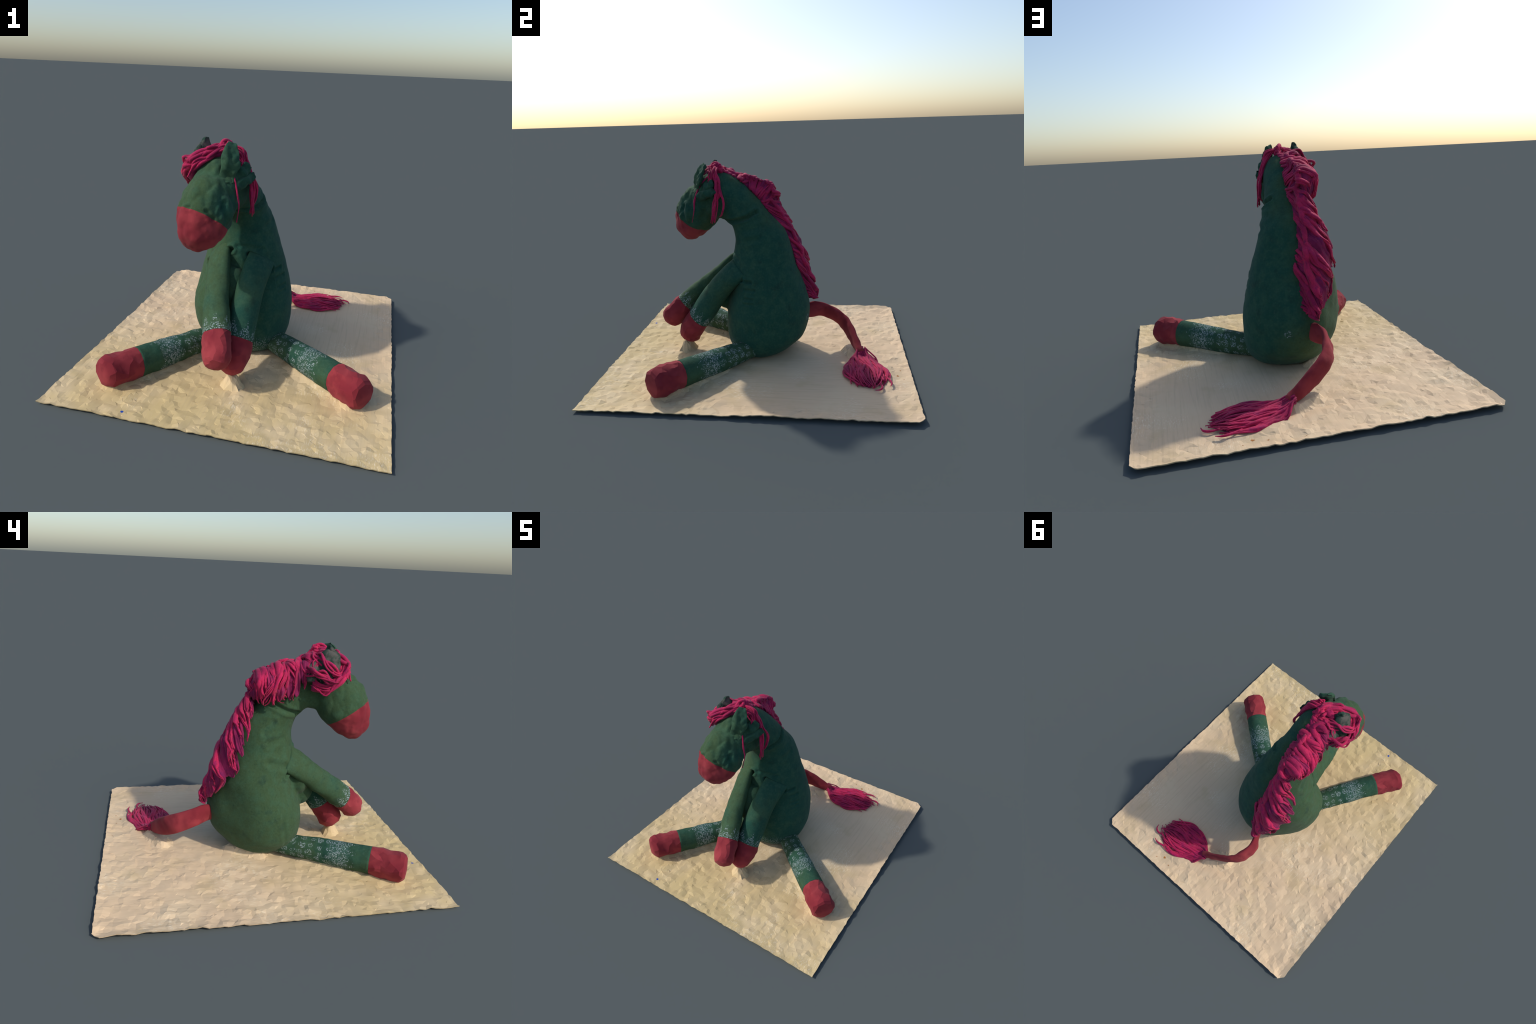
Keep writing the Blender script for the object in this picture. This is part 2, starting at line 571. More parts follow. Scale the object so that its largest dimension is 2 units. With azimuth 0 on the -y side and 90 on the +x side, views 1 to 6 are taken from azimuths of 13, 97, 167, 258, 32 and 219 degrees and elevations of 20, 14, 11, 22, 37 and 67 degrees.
BVH = BVHTree.FromBMesh(bm)
for key, mat in (("torso", M_TORSO), ("neck", M_GREEN), ("head", M_GREEN), ("muzzle", M_RED)):
    vmap, verts, norms, faces = {}, [], [], []
    for f in bm.faces:
        if region(f.calc_center_median()) != key:
            continue
        idx = []
        for v in f.verts:
            if v not in vmap:
                vmap[v] = len(verts)
                verts.append(v.co.copy())
                norms.append(v.normal.copy())
            idx.append(vmap[v])
        faces.append(idx)
    me = bpy.data.meshes.new(key)
    me.from_pydata([tuple(v) for v in verts], [], faces)
    me.update()
    new_obj(key, me, horse, mat)
    me.normals_split_custom_set_from_vertices([tuple(n) for n in norms])
bm.free()


# --- limbs: local Z runs down the limb ------------------------------------
def limb(name, hoof_name, axis, secs, side, z_hoof, mat, lump, dents=(), seed=0.0, flat_hoof=True):
    """axis: world spine points. secs: (t along the axis, half width, half height).
    side: the direction (world) that the section's width points in."""
    a, b = axis[0], axis[-1]
    zdir = (b - a).normalized()
    xdir = (side - zdir * side.dot(zdir)).normalized()
    ydir = zdir.cross(xdir)
    mw = Matrix((xdir, ydir, zdir)).transposed().to_4x4()
    mw.translation = a
    inv = mw.inverted()
    N, STEPS = 40, 90
    L = (b - a).length
    rings, zs = [], []
    ts = [i / STEPS for i in range(STEPS + 1)]
    th = z_hoof
    ts[min(range(len(ts)), key=lambda i: abs(ts[i] - th))] = th
    secv = [V((s[1], s[2], 0)) for s in secs]
    st = [s[0] for s in secs]
    for t in ts:
        c = inv @ catmull(axis, t)
        k = max(i for i in range(len(st)) if st[i] <= t + 1e-9)
        if k == len(st) - 1:
            r = secv[-1]
        else:
            f = (t - st[k]) / (st[k + 1] - st[k])
            r = catmull(secv, (k + f) / (len(st) - 1))
        ring = []
        for j in range(N):
            q = 2 * math.pi * j / N
            ring.append(c + V((max(r.x, 0.002) * math.cos(q), max(r.y, 0.002) * math.sin(q), 0)))
        rings.append(ring)
    ih = min(range(len(ts)), key=lambda i: abs(ts[i] - th))
    for i, ring in enumerate(rings):
        c = sum(ring, V()) / N
        hoof = ts[i] > th - 1e-6
        for j, p in enumerate(ring):
            out = (p - c).normalized()
            w = mw @ p
            h = lump * (nz(w, 9, seed) + 0.6 * nz(w, 24, seed + 1))
            if i > ih:
                h += -0.016 * facet(w, 17, seed) * sstep(0, 0.04, ts[i] - th)
            for q, rad, dep in dents:
                h -= dep * math.exp(-((w - q).length / rad) ** 2)
            ring[j] = p + out * h
    leg_v, leg_f = loft(rings[:ih + 1])
    me = mesh_from(name, leg_v, leg_f)
    fix_normals(me)
    ob = new_obj(name, me, horse, mat)
    ob.matrix_world = mw
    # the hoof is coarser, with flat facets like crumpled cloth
    hr = [r[::2] for r in rings[ih::3]]
    if (len(rings) - 1 - ih) % 3:
        hr.append(rings[-1][::2])
    hv_, hf_ = loft(rings[ih:])
    me = mesh_from(hoof_name, hv_, hf_)
    fix_normals(me)
    hb = new_obj(hoof_name, me, ob, M_RED)
    hb.matrix_parent_inverse = Matrix()
    if flat_hoof:
        facet_mesh(me, seed, 0.24)
    return ob


def facet_mesh(me, seed, ratio):
    """Collapse a smooth part to irregular flat facets, keeping its open rim shape."""
    ob = bpy.data.objects.new("facet_helper", me)
    SC.objects.link(ob)
    d = ob.modifiers.new("d", "DECIMATE")
    d.ratio = ratio * 0.40
    dg = bpy.context.evaluated_depsgraph_get()
    low = bpy.data.meshes.new_from_object(ob.evaluated_get(dg))
    bpy.data.objects.remove(ob)
    bm = bmesh.new()
    bm.from_mesh(low)
    me.clear_geometry()
    bm.to_mesh(me)
    bm.free()
    bpy.data.meshes.remove(low)
    me.polygons.foreach_set("use_smooth", [True] * len(me.polygons))
    me.set_sharp_from_angle(angle=math.radians(19))


leg_secs = [(0, 0.066, 0.056), (0.2, 0.075, 0.070), (0.42, 0.081, 0.081), (0.62, 0.082, 0.087), (0.70, 0.085, 0.092),
            (0.84, 0.087, 0.094), (0.93, 0.086, 0.092), (0.972, 0.078, 0.084), (0.992, 0.062, 0.066), (1.0, 0.016, 0.018)]
limb("leg", "hoof", [V((0.074, -0.003, 0.077)), V((0.340, -0.222, 0.090)), V((0.606, -0.444, 0.104)), V((0.764, -0.574, 0.108))],
     leg_secs, V((0.62, 0.78, 0)), 0.660, mat_leg("printed_cotton_leg", 0.565, 0.495), 0.0035, seed=1.0)
limb("leg", "hoof", [V((-0.16, -0.06, 0.076)), V((-0.337, -0.342, 0.091)), V((-0.517, -0.621, 0.104)), V((-0.644, -0.794, 0.107))],
     leg_secs, V((0.8, -0.6, 0)), 0.660, mat_leg("printed_cotton_leg_worn", 0.535, 0.470), 0.006, seed=5.0,
     dents=[(V((-0.635, -0.845, 0.085)), 0.055, 0.055), (V((-0.69, -0.79, 0.070)), 0.035, 0.024), (V((-0.59, -0.66, 0.185)), 0.05, 0.012)])
arm_r = [(0, 0.095, 0.030), (0.08, 0.092, 0.055), (0.22, 0.086, 0.072), (0.5, 0.091, 0.077), (0.65, 0.090, 0.078),
         (0.80, 0.089, 0.082), (0.90, 0.083, 0.078), (0.96, 0.064, 0.062), (1.0, 0.018, 0.018)]
limb("arm", "hoof", [V((0.076, -0.130, 0.645)), V((0.044, -0.292, 0.473)), V((0.032, -0.452, 0.250)), V((0.014, -0.562, 0.088))],
     arm_r, V((0.112, 0.074, -0.099)), 0.655, mat_leg("laced_cotton_arm", 0.502, 0.4, True, -0.05), 0.003, seed=2.0)
arm_l = [(0, 0.095, 0.030), (0.08, 0.092, 0.048), (0.22, 0.085, 0.060), (0.5, 0.086, 0.069), (0.65, 0.086, 0.072),
         (0.80, 0.087, 0.077), (0.90, 0.083, 0.076), (0.96, 0.064, 0.060), (1.0, 0.020, 0.018)]
limb("arm", "hoof", [V((-0.182, -0.132, 0.665)), V((-0.120, -0.386, 0.470)), V((-0.055, -0.578, 0.318)), V((-0.012, -0.710, 0.205))],
     arm_l, V((-0.136, 0.08, -0.105)), 0.640, mat_leg("laced_cotton_arm_baked_olive", 0.553, 0.4, True, 0.22), 0.006, seed=4.0)  # olive bias repeats the baked light tint on the mane-side arm


# --- ears -----------------------------------------------------------------
def ear(name, bottom, tip, wide, half_w, thick, cup, seed, mat, parent=horse, shape=0.8, blunt=0.5):
    """Leaf-shaped padded ear: bottom to tip, `wide` points across, cupped."""
    ax = tip - bottom
    L = ax.length
    z = ax.normalized()
    x = (wide - z * wide.dot(z)).normalized()
    y = z.cross(x)
    rings = []
    for i in range(29):
        t = i / 28
        w = half_w * (math.sin(math.pi * (0.06 + 0.88 * t ** shape))) ** blunt
        k = thick * (math.sin(math.pi * (0.06 + 0.9 * t))) ** 0.6
        ring = []
        for j in range(28):
            q = 2 * math.pi * j / 28
            px, py = w * math.cos(q), k * math.sin(q)
            py += cup * ((px / half_w) ** 2)
            p = bottom + z * (L * t) + x * px + y * py
            p += V((nz(p, 20, seed), nz(p, 20, seed + 3), nz(p, 20, seed + 6))) * 0.011
            p += y * (0.010 * nz(p, 38, seed + 2) - 0.008 * facet(p, 24, seed)) * (1 if py > 0 else -1)
            ring.append(p)
        rings.append(ring)
    v, f = loft(rings)
    me = mesh_from(name, v, f)
    fix_normals(me)
    return new_obj(name, me, parent, mat)


e1 = ear("ear", V((-0.058, -0.446, 1.140)), V((-0.058, -0.368, 1.342)), V((0.08, 0.056, -0.01)), 0.048, 0.020, -0.012, 1.0, M_GREEN)
ear("ear_fold", V((-0.035, -0.405, 1.13)), V((0.012, -0.300, 1.225)), V((0.05, 0.02, -0.05)), 0.050, 0.026, 0.01, 2.0, M_GREEN, e1)
ear("ear_fold", V((-0.040, -0.440, 1.108)), V((0.044, -0.282, 1.165)), V((0.02, 0.02, -0.08)), 0.036, 0.030, 0.0, 3.0, M_GREEN, e1)
e2 = ear("ear", V((-0.222, -0.345, 1.19)), V((-0.212, -0.322, 1.352)), V((-0.05, -0.10, 0)), 0.046, 0.022, 0.014, 5.0, M_EARIN, horse, 0.75, 0.9)
ear("ear_lining", V((-0.268, -0.310, 1.140)), V((-0.220, -0.330, 1.330)), V((-0.03, -0.10, 0)), 0.070, 0.032, 0.012, 6.0, M_EARIN, e2, 0.9)
ear("ear_lining", V((-0.265, -0.225, 1.15)), V((-0.190, -0.245, 1.27)), V((-0.06, -0.10, 0)), 0.052, 0.030, 0.01, 7.0, M_EARIN, e2, 0.9)

# --- mane -----------------------------------------------------------------
UPPER = [  # root on the neck ridge, crest, outer bulge, hem
    [(-0.10, -0.335, 1.300), (-0.125, -0.325, 1.325), (-0.185, -0.29, 1.290), (-0.215, -0.25, 1.220)],
    [(-0.09, -0.215, 1.262), (-0.130, -0.205, 1.297), (-0.215, -0.20, 1.250), (-0.240, -0.205, 1.140)],
    [(-0.085, -0.13, 1.215), (-0.130, -0.105, 1.272), (-0.232, -0.11, 1.200), (-0.247, -0.144, 1.057)],
    [(-0.080, -0.05, 1.140), (-0.125, -0.005, 1.238), (-0.250, -0.02, 1.150), (-0.240, -0.030, 1.017)],
    [(-0.075, 0.00, 1.085), (-0.120, 0.085, 1.208), (-0.225, 0.07, 1.130), (-0.205, 0.055, 1.015)],
    [(-0.075, 0.03, 1.045), (-0.100, 0.115, 1.125), (-0.155, 0.125, 1.095), (-0.168, 0.120, 1.030)],
]
LOWER = [
    [(-0.075, 0.01, 1.070), (-0.100, 0.090, 1.085), (-0.155, 0.120, 1.045), (-0.185, 0.085, 1.000)],
    [(-0.077, 0.09, 0.970), (-0.105, 0.170, 0.985), (-0.170, 0.170, 0.930), (-0.215, 0.110, 0.880)],
    [(-0.077, 0.17, 0.860), (-0.105, 0.232, 0.880), (-0.205, 0.220, 0.815), (-0.285, 0.150, 0.760)],
    [(-0.070, 0.215, 0.760), (-0.100, 0.290, 0.755), (-0.205, 0.275, 0.695), (-0.285, 0.175, 0.650)],
    [(-0.047, 0.25, 0.630), (-0.085, 0.325, 0.635), (-0.185, 0.318, 0.580), (-0.255, 0.225, 0.550)],
    [(-0.047, 0.29, 0.500), (-0.075, 0.347, 0.505), (-0.140, 0.362, 0.460), (-0.190, 0.325, 0.440)],
    [(-0.070, 0.33, 0.390), (-0.082, 0.368, 0.400), (-0.105, 0.375, 0.370), (-0.120, 0.350, 0.360)],
]
UPPER = [[V(p) for p in r] for r in UPPER]
LOWER = [[V(p) for p in r] for r in LOWER]


INSET = {id(UPPER): 0.031, id(LOWER): 0.026}


def patch0(rows, s, c):
    return catmull([catmull(r, c) for r in rows], s)


def patch(rows, s, c):
    # the crest lies close to the neck, the side of the mane billows out
    k = INSET[id(rows)] * sstep(0.0, 0.2, c) * sstep(0.62, 0.38, c) - 0.009 * sstep(0.45, 0.7, c) * (rows is LOWER)
    return patch0(rows, s, c) - patch_n(rows, s, c) * k


def patch_n(rows, s, c):
    e = 0.02
    ds = patch0(rows, min(1, s + e), c) - patch0(rows, max(0, s - e), c)
    dc = patch0(rows, s, min(1, c + e)) - patch0(rows, s, max(0, c - e))
    n = dc.cross(ds)
    n.normalize()
    out = patch0(rows, s, c) - (patch0(rows, s, 0) + patch0(rows, s, 1)) * 0.5 + V((-0.01, 0.01, 0.01))
    if n.dot(out) < 0:
        n = -n
    return n


def mane_pad(rows, slant, name, seed, freq):
    """Thick quilt of fused yarn, ribbed along the strands."""
    NS, NC = 150, 40
    top, low = [], []
    for i in range(NS + 1):
        s0 = i / NS * (1 + slant) - slant
        for j in range(NC + 1):
            hem = 0.95 + 0.14 * noise.noise(V((s0 * 17, seed, 1.5))) + 0.08 * noise.noise(V((s0 * 45, seed, 2.5)))
            c = j / NC * min(1.0, hem)
            s = max(0, min(1, s0 + slant * c))
            p = patch(rows, s, c)
            n = patch_n(rows, s, c)
            rib = noise.noise(V((s0 * freq, c * 1.6, seed))) + 0.6 * noise.noise(V((s0 * freq * 2.3, c * 2.6, seed + 4)))
            lum = nz(p, 16, seed)
            edge = max(0.0, math.sin(math.pi * j / NC)) ** 0.5
            p = p + n * (0.013 * rib + 0.022 * lum) * (0.35 + 0.65 * edge)
            top.append(p)
            low.append(p - n * (0.012 + 0.032 * edge))
    W = NC + 1
    faces = []
    o = len(top)
    for i in range(NS):
        for j in range(NC):
            a = i * W + j
            faces.append((a, a + 1, a + W + 1, a + W))
            faces.append((o + a, o + a + W, o + a + W + 1, o + a + 1))
    rim = [j for j in range(W)] + [i * W + NC for i in range(1, NS + 1)] + [NS * W + j for j in range(NC - 1, -1, -1)] \
        + [i * W for i in range(NS - 1, 0, -1)]
    for a, b in zip(rim, rim[1:] + rim[:1]):
        faces.append((a, o + a, o + b, b))
    me = mesh_from(name, top + low, faces)
    fix_normals(me)
    return me


me_u = mane_pad(UPPER, 0.05, "mane", 3.0, 46)
me_l = mane_pad(LOWER, 0.42, "mane", 9.0, 40)
bm = bmesh.new()
bm.from_mesh(me_u)
bm.from_mesh(me_l)
me = bpy.data.meshes.new("mane")
bm.to_mesh(me)
bm.free()
mane = new_obj("mane", me, horse, M_YARN_GAP_SHADE)
mane["kind"] = "stuff"


def lock(name, parent, pts, r, mat=M_YARN, n=7, tip=0.55, flat=0.85):
    k = len(pts) - 1
    radii = [r * (0.7 + 0.3 * math.sin(math.pi * min(1, i / k * 1.2))) * lerp(1.0, tip, sstep(0.6, 1.0, i / k)) for i in range(k + 1)]
    v, f = tube(pts, radii, n, flat)
    me = mesh_from(name, v, f)
    fix_normals(me)
    return new_obj(name, me, parent, mat)


def mane_locks(rows, clumps, slant, wav, lengths):
    """Clumps of yarn: strands start side by side on the ridge, run together, and fray apart."""
    for i in range(clumps):
        g0 = (i + rng.uniform(-0.5, 0.5)) / (clumps - 1) * (1 + slant * 0.8) - slant * 0.8
        gslant = slant * rng.uniform(0.75, 1.2)
        glen = rng.uniform(*lengths)
        gc0 = 0.0 if rng.random() < 0.7 else rng.uniform(0.1, 0.35)
        gph, gamp, gfr = rng.uniform(0, 6), wav * rng.uniform(0.6, 1.5), rng.uniform(4, 8)
        glift = rng.uniform(-0.002, 0.008)
        width = rng.uniform(0.5, 1.0) / clumps
        for k in range(rng.choice((3, 4, 4, 5, 6))):
            o_ = rng.uniform(-1, 1) * width
            ln = glen * rng.uniform(0.82, 1.06)
            ph = gph + rng.uniform(-0.6, 0.6)
            lift = glift + rng.uniform(-0.002, 0.005)
            conv = rng.uniform(0.05, 0.55)
            pts = []
            for j in range(23):
                f = j / 22
                c = gc0 + (ln - gc0) * f
                s = g0 + gslant * c + gamp * math.sin(gph + gfr * f) + o_ * lerp(1.0, conv, sstep(0.1, 0.7, f))
                s += gamp * 0.45 * math.sin(ph + 12 * f)
                s += wav * 1.1 * noise.noise(V((s * 11, c * 2.6, clumps)))
                s = max(0.0, min(1.0, s))
                n = patch_n(rows, s, min(c, 1.0))
                p = patch(rows, s, min(c, 1.0))
                if c > 1.0:
                    p += V((0.0, 0, -0.12)) * (c - 1.0)
                p += n * (lift + 0.006 * math.sin(ph * 2 + 9 * f) + 0.018 * nz(p, 15, 5))
                pts.append(p)
            lock("mane_lock", mane, pts, rng.uniform(0.006, 0.0105) if rng.random() < 0.5 else rng.uniform(0.011, 0.021), flat=0.55)


mane_locks(UPPER, 24, 0.06, 0.042, (0.85, 1.08))
mane_locks(LOWER, 22, 0.42, 0.022, (0.80, 1.10))

# --- forelock: loops over the brow, and locks by the right cheek ----------
forelock_parts = []


def bundle(path, count, spread, r, parent, name="forelock_strand", wav=0.006):
    path = [V(p) + V((0.004, 0.012, -0.010)) * (p[1] < -0.33) for p in path]
    for i in range(count):
        ofs = [V((rng.gauss(0, 1), rng.gauss(0, 1), rng.gauss(0, 1))) * spread for _ in path]
        q = [p + o_ for p, o_ in zip(path, ofs)]
        ph = rng.uniform(0, 6)
        pts = []
        for j in range(25):
            f = j / 24
            p = catmull(q, f)
            p += V((math.sin(ph + 11 * f), math.cos(ph + 9 * f), math.sin(ph * 2 + 10 * f))) * wav * math.sin(math.pi * min(1, 0.2 + f))
            pts.append(p)
        lock(name, parent, pts, r * rng.uniform(0.75, 1.25))


me_anchor = mesh_from("forelock", *tube([V((-0.10, -0.26, 1.268)), V((-0.105, -0.30, 1.285)), V((-0.13, -0.345, 1.282)),
                                        V((-0.17, -0.380, 1.268))], [0.022, 0.034, 0.034, 0.020], 14))
bm = bmesh.new()
bm.from_mesh(me_anchor)
# the felted core of the wreath that the strands lie on
core = [V(p) + V((0.006, 0.012, -0.010)) for p in ((-0.14, -0.345, 1.275), (-0.205, -0.395, 1.245), (-0.258, -0.405, 1.215), (-0.285, -0.365, 1.160),
                       (-0.278, -0.300, 1.122), (-0.250, -0.245, 1.128))]
cp = [catmull(core, j / 30) for j in range(31)]
cv, cf = tube(cp, [0.029 * (0.75 + 0.25 * math.sin(math.pi * j / 30)) + 0.008 * nz(cp[j], 28, 3) for j in range(31)], 16)
core_me = mesh_from("core", cv, cf)
bm.from_mesh(core_me)
bm.to_mesh(me_anchor)
bm.free()
fix_normals(me_anchor)
fore = new_obj("forelock", me_anchor, horse, M_YARN_GAP_SHADE)
bundle([(-0.10, -0.29, 1.305), (-0.16, -0.365, 1.300), (-0.225, -0.415, 1.270), (-0.278, -0.425, 1.235), (-0.305, -0.375, 1.165),
        (-0.298, -0.300, 1.108), (-0.262, -0.235, 1.120)], 24, 0.012, 0.0115, fore, wav=0.009)
bundle([(-0.10, -0.32, 1.305), (-0.17, -0.40, 1.285), (-0.235, -0.440, 1.235), (-0.265, -0.450, 1.185)], 9, 0.010, 0.010, fore)
bundle([(-0.20, -0.20, 1.215), (-0.255, -0.225, 1.165), (-0.295, -0.285, 1.135), (-0.305, -0.35, 1.165), (-0.285, -0.41, 1.215)],
       5, 0.006, 0.007, fore)
bundle([(-0.085, -0.245, 1.285), (-0.105, -0.30, 1.312), (-0.135, -0.36, 1.308), (-0.185, -0.405, 1.278)], 12, 0.010, 0.010, fore, wav=0.010)
bundle([(-0.150, -0.255, 1.300), (-0.225, -0.265, 1.285), (-0.285, -0.315, 1.235), (-0.300, -0.375, 1.205), (-0.275, -0.425, 1.220)],
       5, 0.010, 0.0085, fore, wav=0.010)
bundle([(-0.195, -0.185, 1.220), (-0.255, -0.205, 1.215), (-0.305, -0.265, 1.190), (-0.315, -0.330, 1.160), (-0.295, -0.385, 1.165)],
       6, 0.011, 0.009, fore, wav=0.010)
bundle([(-0.13, -0.24, 1.290), (-0.185, -0.265, 1.285), (-0.235, -0.245, 1.250), (-0.262, -0.215, 1.180)], 5, 0.008, 0.007, fore)
bundle([(-0.10, -0.35, 1.305), (-0.06, -0.335, 1.305), (-0.02, -0.315, 1.255), (-0.012, -0.325, 1.215)], 9, 0.008, 0.007, fore)
bundle([(-0.10, -0.30, 1.310), (-0.04, -0.295, 1.288), (-0.005, -0.282, 1.240), (0.022, -0.272, 1.160), (0.040, -0.290, 1.070),
        (0.045, -0.308, 0.955)], 12, 0.0085, 0.0075, fore)
bundle([(-0.06, -0.29, 1.298), (-0.012, -0.278, 1.240), (0.030, -0.245, 1.150), (0.054, -0.222, 1.075), (0.045, -0.245, 1.010),
        (0.032, -0.26, 0.985)], 4, 0.004, 0.0055, fore)
bundle([(-0.05, -0.36, 1.26), (-0.036, -0.418, 1.195), (-0.010, -0.450, 1.110), (0.006, -0.455, 1.040), (0.0, -0.475, 0.952)],
       2, 0.0012, 0.0050, fore, wav=0.002)

# --- tail: a flat stuffed strap that ends in a tuft -----------------------
TAIL = [  # top edge, bottom edge
    ((-0.100, 0.315, 0.325), (-0.095, 0.305, 0.222)), ((-0.122, 0.369, 0.338), (-0.112, 0.355, 0.218)),
    ((-0.133, 0.448, 0.318), (-0.164, 0.416, 0.214)), ((-0.113, 0.522, 0.287), (-0.165, 0.478, 0.190)),
    ((-0.074, 0.589, 0.252), (-0.143, 0.540, 0.157)), ((-0.010, 0.633, 0.207), (-0.082, 0.588, 0.116)),
    ((0.058, 0.664, 0.160), (0.002, 0.632, 0.074)), ((0.115, 0.683, 0.118), (0.085, 0.668, 0.046)),
    ((0.150, 0.698, 0.095), (0.135, 0.692, 0.034)),
]
tops = [V(a) for a, b in TAIL]
bots = [V(b) for a, b in TAIL]
rings = []
for i in range(49):
    t = i / 48
    a, b = catmull(tops, t), catmull(bots, t)
    a2, b2 = catmull(tops, min(1, t + 0.02)), catmull(bots, min(1, t + 0.02))
    a0, b0 = catmull(tops, max(0, t - 0.02)), catmull(bots, max(0, t - 0.02))
    d = ((a2 + b2) - (a0 + b0)).normalized()
    H = (a - b) / 2
    sd = d.cross(H.normalized())
    c = (a + b) / 2
    ring = []
    for j in range(20):
        q = 2 * math.pi * j / 20
        cs, sn = math.cos(q), math.sin(q)
        p = c + H * (abs(cs) ** 0.8 * (1 if cs > 0 else -1)) + sd * (0.021 * sn)
        p += sd * (0.006 * nz(p, 22, 3) - 0.008 * facet(p, 14, 2)) * (1 if sn > 0 else -1)
        ring.append(p)
    rings.append(ring)
v, f = loft(rings)
me = mesh_from("tail", v, f)
fix_normals(me)
tail = new_obj("tail", me, horse, M_RED)

TUFT = [(0.235, 0.585), (0.400, 0.612), (0.515, 0.660), (0.562, 0.722), (0.545, 0.780), (0.475, 0.815), (0.405, 0.855), (0.265, 0.838), (0.165, 0.785)]
TUFT = [V((a, b, 0)) for a, b in TUFT]
# low pad of fused yarn under the strands
rings = []
for k in range(7):
    f = k / 6
    ring = []
    for j in range(48):
        q = j / 48
        rim = catmull(TUFT + [V((0.11, 0.69, 0)), TUFT[0]], q)
        c = V((0.33, 0.725, 0))
        p = lerp(rim, c, f * 0.95) * 1.0
        p = lerp(c, p, 0.86)
        p.z = 0.012 + 0.020 * math.sin(math.pi / 2 * f) ** 0.7 * (1 - 0.45 * sstep(0.3, 0.5, p.x)) + 0.016 * nz(p, 22, 6) * (f > 0)
        ring.append(p)
    rings.append(ring)
v, f = loft(rings)
me = mesh_from("tail_tuft", v, f)
fix_normals(me)
tuft = new_obj("tail_tuft", me, tail, M_YARN_GAP_SHADE)
tuft["kind"] = "stuff"
A0, A1 = V((0.110, 0.690, 0)), V((0.560, 0.742, 0))
AX = (A1 - A0).normalized()
SIDE = V((-AX.y, AX.x, 0))
for i in range(26):
    q0 = (i + rng.uniform(-0.4, 0.4)) / 25 * 2 - 1
    lay = rng.random()
    greach = rng.uniform(0.78, 1.03) * (1 - 0.10 * q0 * q0)
    gph, gamp = rng.uniform(0, 6), rng.uniform(0.006, 0.020)
    for k in range(rng.choice((3, 4, 4, 5, 5))):
        q = max(-1.0, min(1.0, q0 + rng.uniform(-0.09, 0.09)))
        reach = greach * rng.uniform(0.90, 1.03)
        dz, dy = rng.gauss(0, 0.012), rng.gauss(0, 0.008)
        curl = rng.uniform(-0.03, 0.03)
        ph = gph + rng.uniform(-0.7, 0.7)
        drift = rng.gauss(0, 0.28)
        pts = []
        for j in range(23):
            f = j / 22
            g = f * reach
            wide = math.sin(math.pi * min(1.0, 0.04 + 0.86 * g)) ** 0.75
            p = A0 + AX * ((A1 - A0).length * g) + SIDE * (0.118 * max(-1.05, min(1.05, q + drift * (f - 0.4))) * wide * sstep(0.0, 0.16, g) + dy * (1 - f) + curl * f ** 3)
            body = (1 - 0.75 * q * q) * math.sin(math.pi * min(1.0, 0.30 + 0.58 * g))
            p.z = lerp(0.066 + dz, 0.020 + (0.008 + 0.026 * lay) * body, sstep(0.0, 0.22, g))
            p += SIDE * (gamp * math.sin(ph + 8 * f)) + V((0, 0, 0.007 * math.sin(ph * 3 + 9 * f)))
            p.z = max(p.z, 0.020)
            pts.append(p)
        lock("tuft_strand", tail, pts, rng.uniform(0.0055, 0.0115), flat=0.75)
for ends in ([(0.50, 0.79), (0.545, 0.80), (0.578, 0.785), (0.588, 0.755)], [(0.40, 0.83), (0.46, 0.855), (0.50, 0.86), (0.53, 0.85)]):
    lock("tuft_strand", tail, [catmull([V((a, b, 0.03)) for a, b in ends], j / 14) for j in range(15)], 0.007)

# ------------------------------------------------------------------- board
def board_bounds(u, v):
    """Unit square to the board's outline."""
    x = lerp(-0.907, 0.911, u)
    y = lerp(-1.0, 1.0, v) * (0.999 if v > 0.5 else 1.0)
    # cut far corners
    if v > 0.9:
        lim = 0.040 * max(0.0, (y - 0.960) / 0.038)
        x = max(-0.907 + lim * 0.85, min(0.911 - lim, x))
    return x, y


SKIRTS = [  # scan-fault skirts, drawn up from the board to things above: a, b, height, radius
    (V((0.034, -0.545, 0)), V((0.024, -0.540, 0)), 0.072, 0.050),
    (V((-0.215, 0.02, 0)), V((-0.135, 0.185, 0)), 0.032, 0.050),
    (V((-0.01, 0.622, 0)), V((0.11, 0.685, 0)), 0.034, 0.055),
    (V((0.13, 0.74, 0)), V((0.26, 0.84, 0)), 0.010, 0.05),
    (V((0.26, 0.85, 0)), V((0.40, 0.85, 0)), 0.008, 0.05),
    (V((0.35, -0.25, 0)), V((0.70, -0.53, 0)), 0.020, 0.070),
    (V((-0.30, -0.28, 0)), V((-0.60, -0.72, 0)), 0.020, 0.070),
]


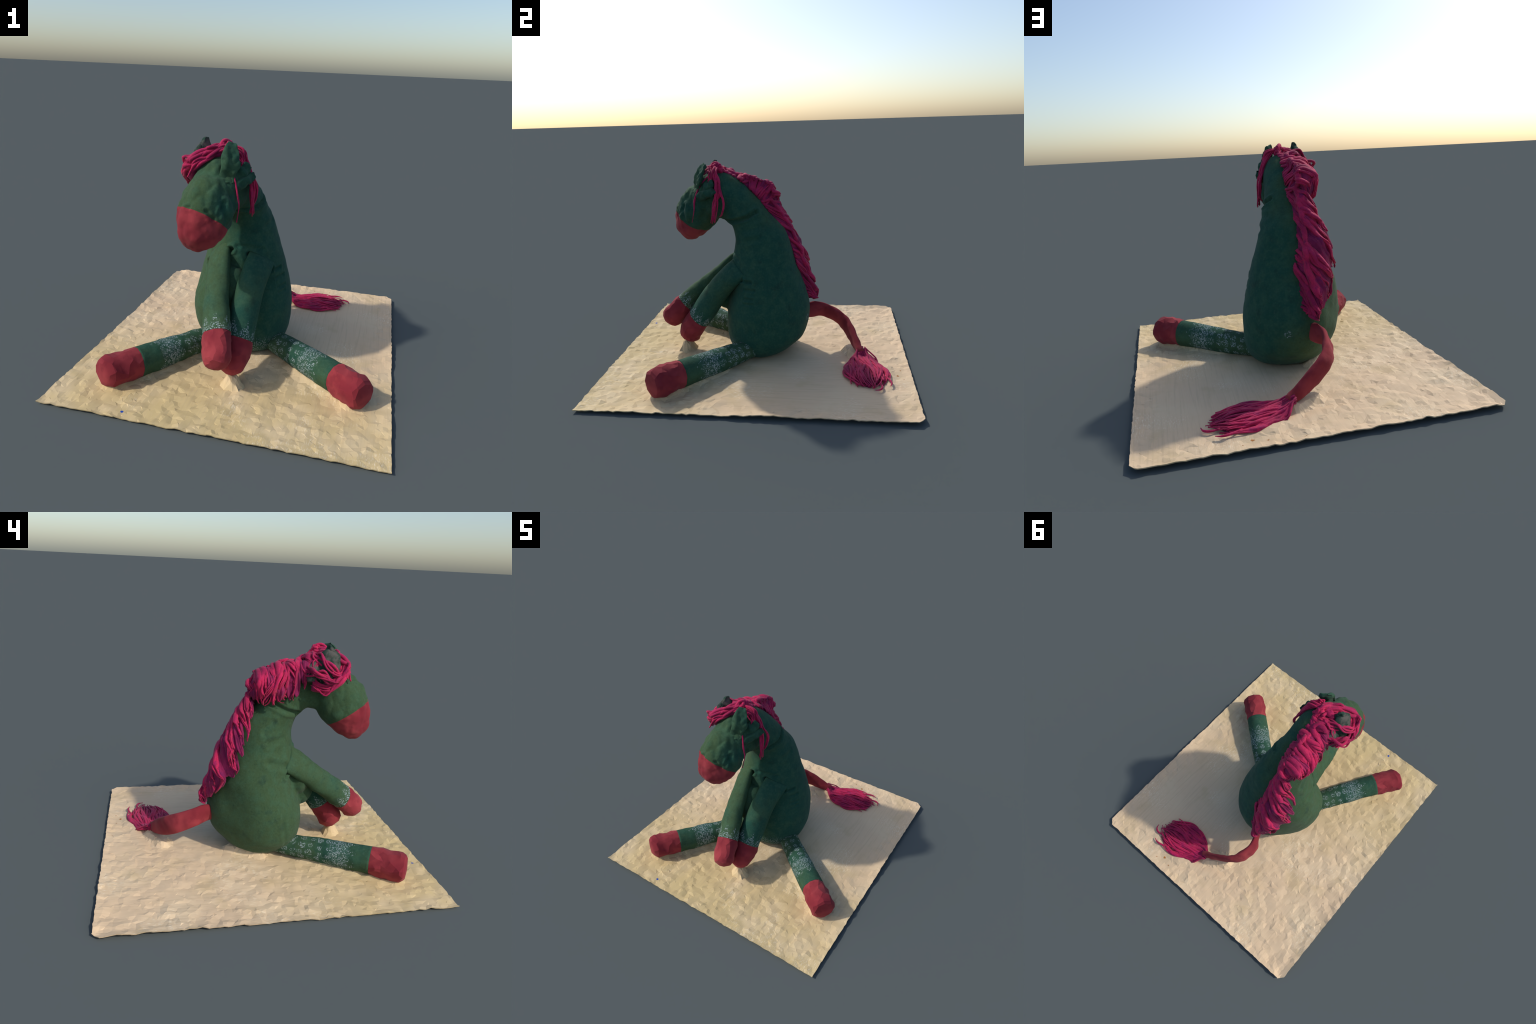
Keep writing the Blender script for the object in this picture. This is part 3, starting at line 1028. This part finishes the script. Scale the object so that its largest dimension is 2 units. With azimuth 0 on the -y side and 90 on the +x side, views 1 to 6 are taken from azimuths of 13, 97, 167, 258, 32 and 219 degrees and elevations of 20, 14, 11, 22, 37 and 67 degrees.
def board_h(x, y):
    p = V((x, y, 0))
    calm = sstep(-0.15, 0.25, x) * sstep(-0.30, 0.1, y) * (1 - sstep(0.72, 0.86, x)) * (1 - sstep(0.72, 0.9, y))
    near = math.exp(-((x / 0.45) ** 2 + ((y - 0.1) / 0.5) ** 2))
    rough = (1 - 0.85 * calm) * (1 - 0.4 * near)
    z = 0.0130 + 0.004 * nz(p, 2.2, 4)
    z += rough * (0.007 * nz(p, 14, 2) - 0.011 * facet(p, 19, 6) + 0.004 * nz(p, 31, 8))
    ex = max(0, abs(x) - 0.80) / 0.11
    ey = max(0, abs(y) - 0.88) / 0.12
    far = 0.35 + 0.65 * sstep(-0.4, 0.6, x * 0.3 + y)
    z += 0.014 * far * max(ex, ey) ** 2
    for a, b, h, r in SKIRTS:
        ab = b - a
        t = max(0, min(1, (p - a).dot(ab) / max(1e-9, ab.length_squared)))
        d = (p - a - ab * t).length
        z += h * (1 - sstep(r * 0.45, r * 1.25, d))
    return max(z, 0.0065)


NX, NY = 92, 100
bm = bmesh.new()
grid = []
for i in range(NY + 1):
    row = []
    for j in range(NX + 1):
        u, w = j / NX, i / NY
        rim = i in (0, NY) or j in (0, NX)
        if 0 < i < NY:
            w += rng.uniform(-0.36, 0.36) / NY
        else:
            w += rng.uniform(0, 0.0025) * (1 if i == 0 else -1) * (0 < j < NX)
        if 0 < j < NX:
            u += rng.uniform(-0.36, 0.36) / NX
        else:
            u += rng.uniform(0, 0.0025) * (1 if j == 0 else -1) * (0 < i < NY)
        x, y = board_bounds(u, w)
        row.append(bm.verts.new((x, y, board_h(x, y))))
    grid.append(row)
for i in range(NY):
    for j in range(NX):
        a, b, c, d = grid[i][j], grid[i][j + 1], grid[i + 1][j + 1], grid[i + 1][j]
        if rng.random() < 0.5:
            bm.faces.new((a, b, c))
            bm.faces.new((a, c, d))
        else:
            bm.faces.new((a, b, d))
            bm.faces.new((b, c, d))
# thin rim and an underside that follows the top
thick = min(v.co.z for row in grid for v in row)
under = [[bm.verts.new((v.co.x * 0.998, v.co.y * 0.998, max(0.0, min(v.co.z, 0.04) - thick))) for v in row] for row in grid]
for i in range(NY):
    for j in range(NX):
        a, b, c, d = under[i][j], under[i][j + 1], under[i + 1][j + 1], under[i + 1][j]
        bm.faces.new((a, c, b))
        bm.faces.new((a, d, c))


def rim_of(g):
    return g[0][:] + [g[i][NX] for i in range(1, NY + 1)] + g[NY][-2::-1] + [g[i][0] for i in range(NY - 1, 0, -1)]


r1, r2 = rim_of(grid), rim_of(under)
for k in range(len(r1)):
    k2 = (k + 1) % len(r1)
    bm.faces.new((r1[k], r2[k], r2[k2], r1[k2]))
bmesh.ops.recalc_face_normals(bm, faces=bm.faces)
me = bpy.data.meshes.new("wooden_board")
bm.to_mesh(me)
bm.free()
board = new_obj("wooden_board", me, None, M_BOARD, smooth=True)
me.set_sharp_from_angle(angle=math.radians(9))
board["label"] = "thin pale wooden board with dented uneven surface"
board["category"] = "wooden board"
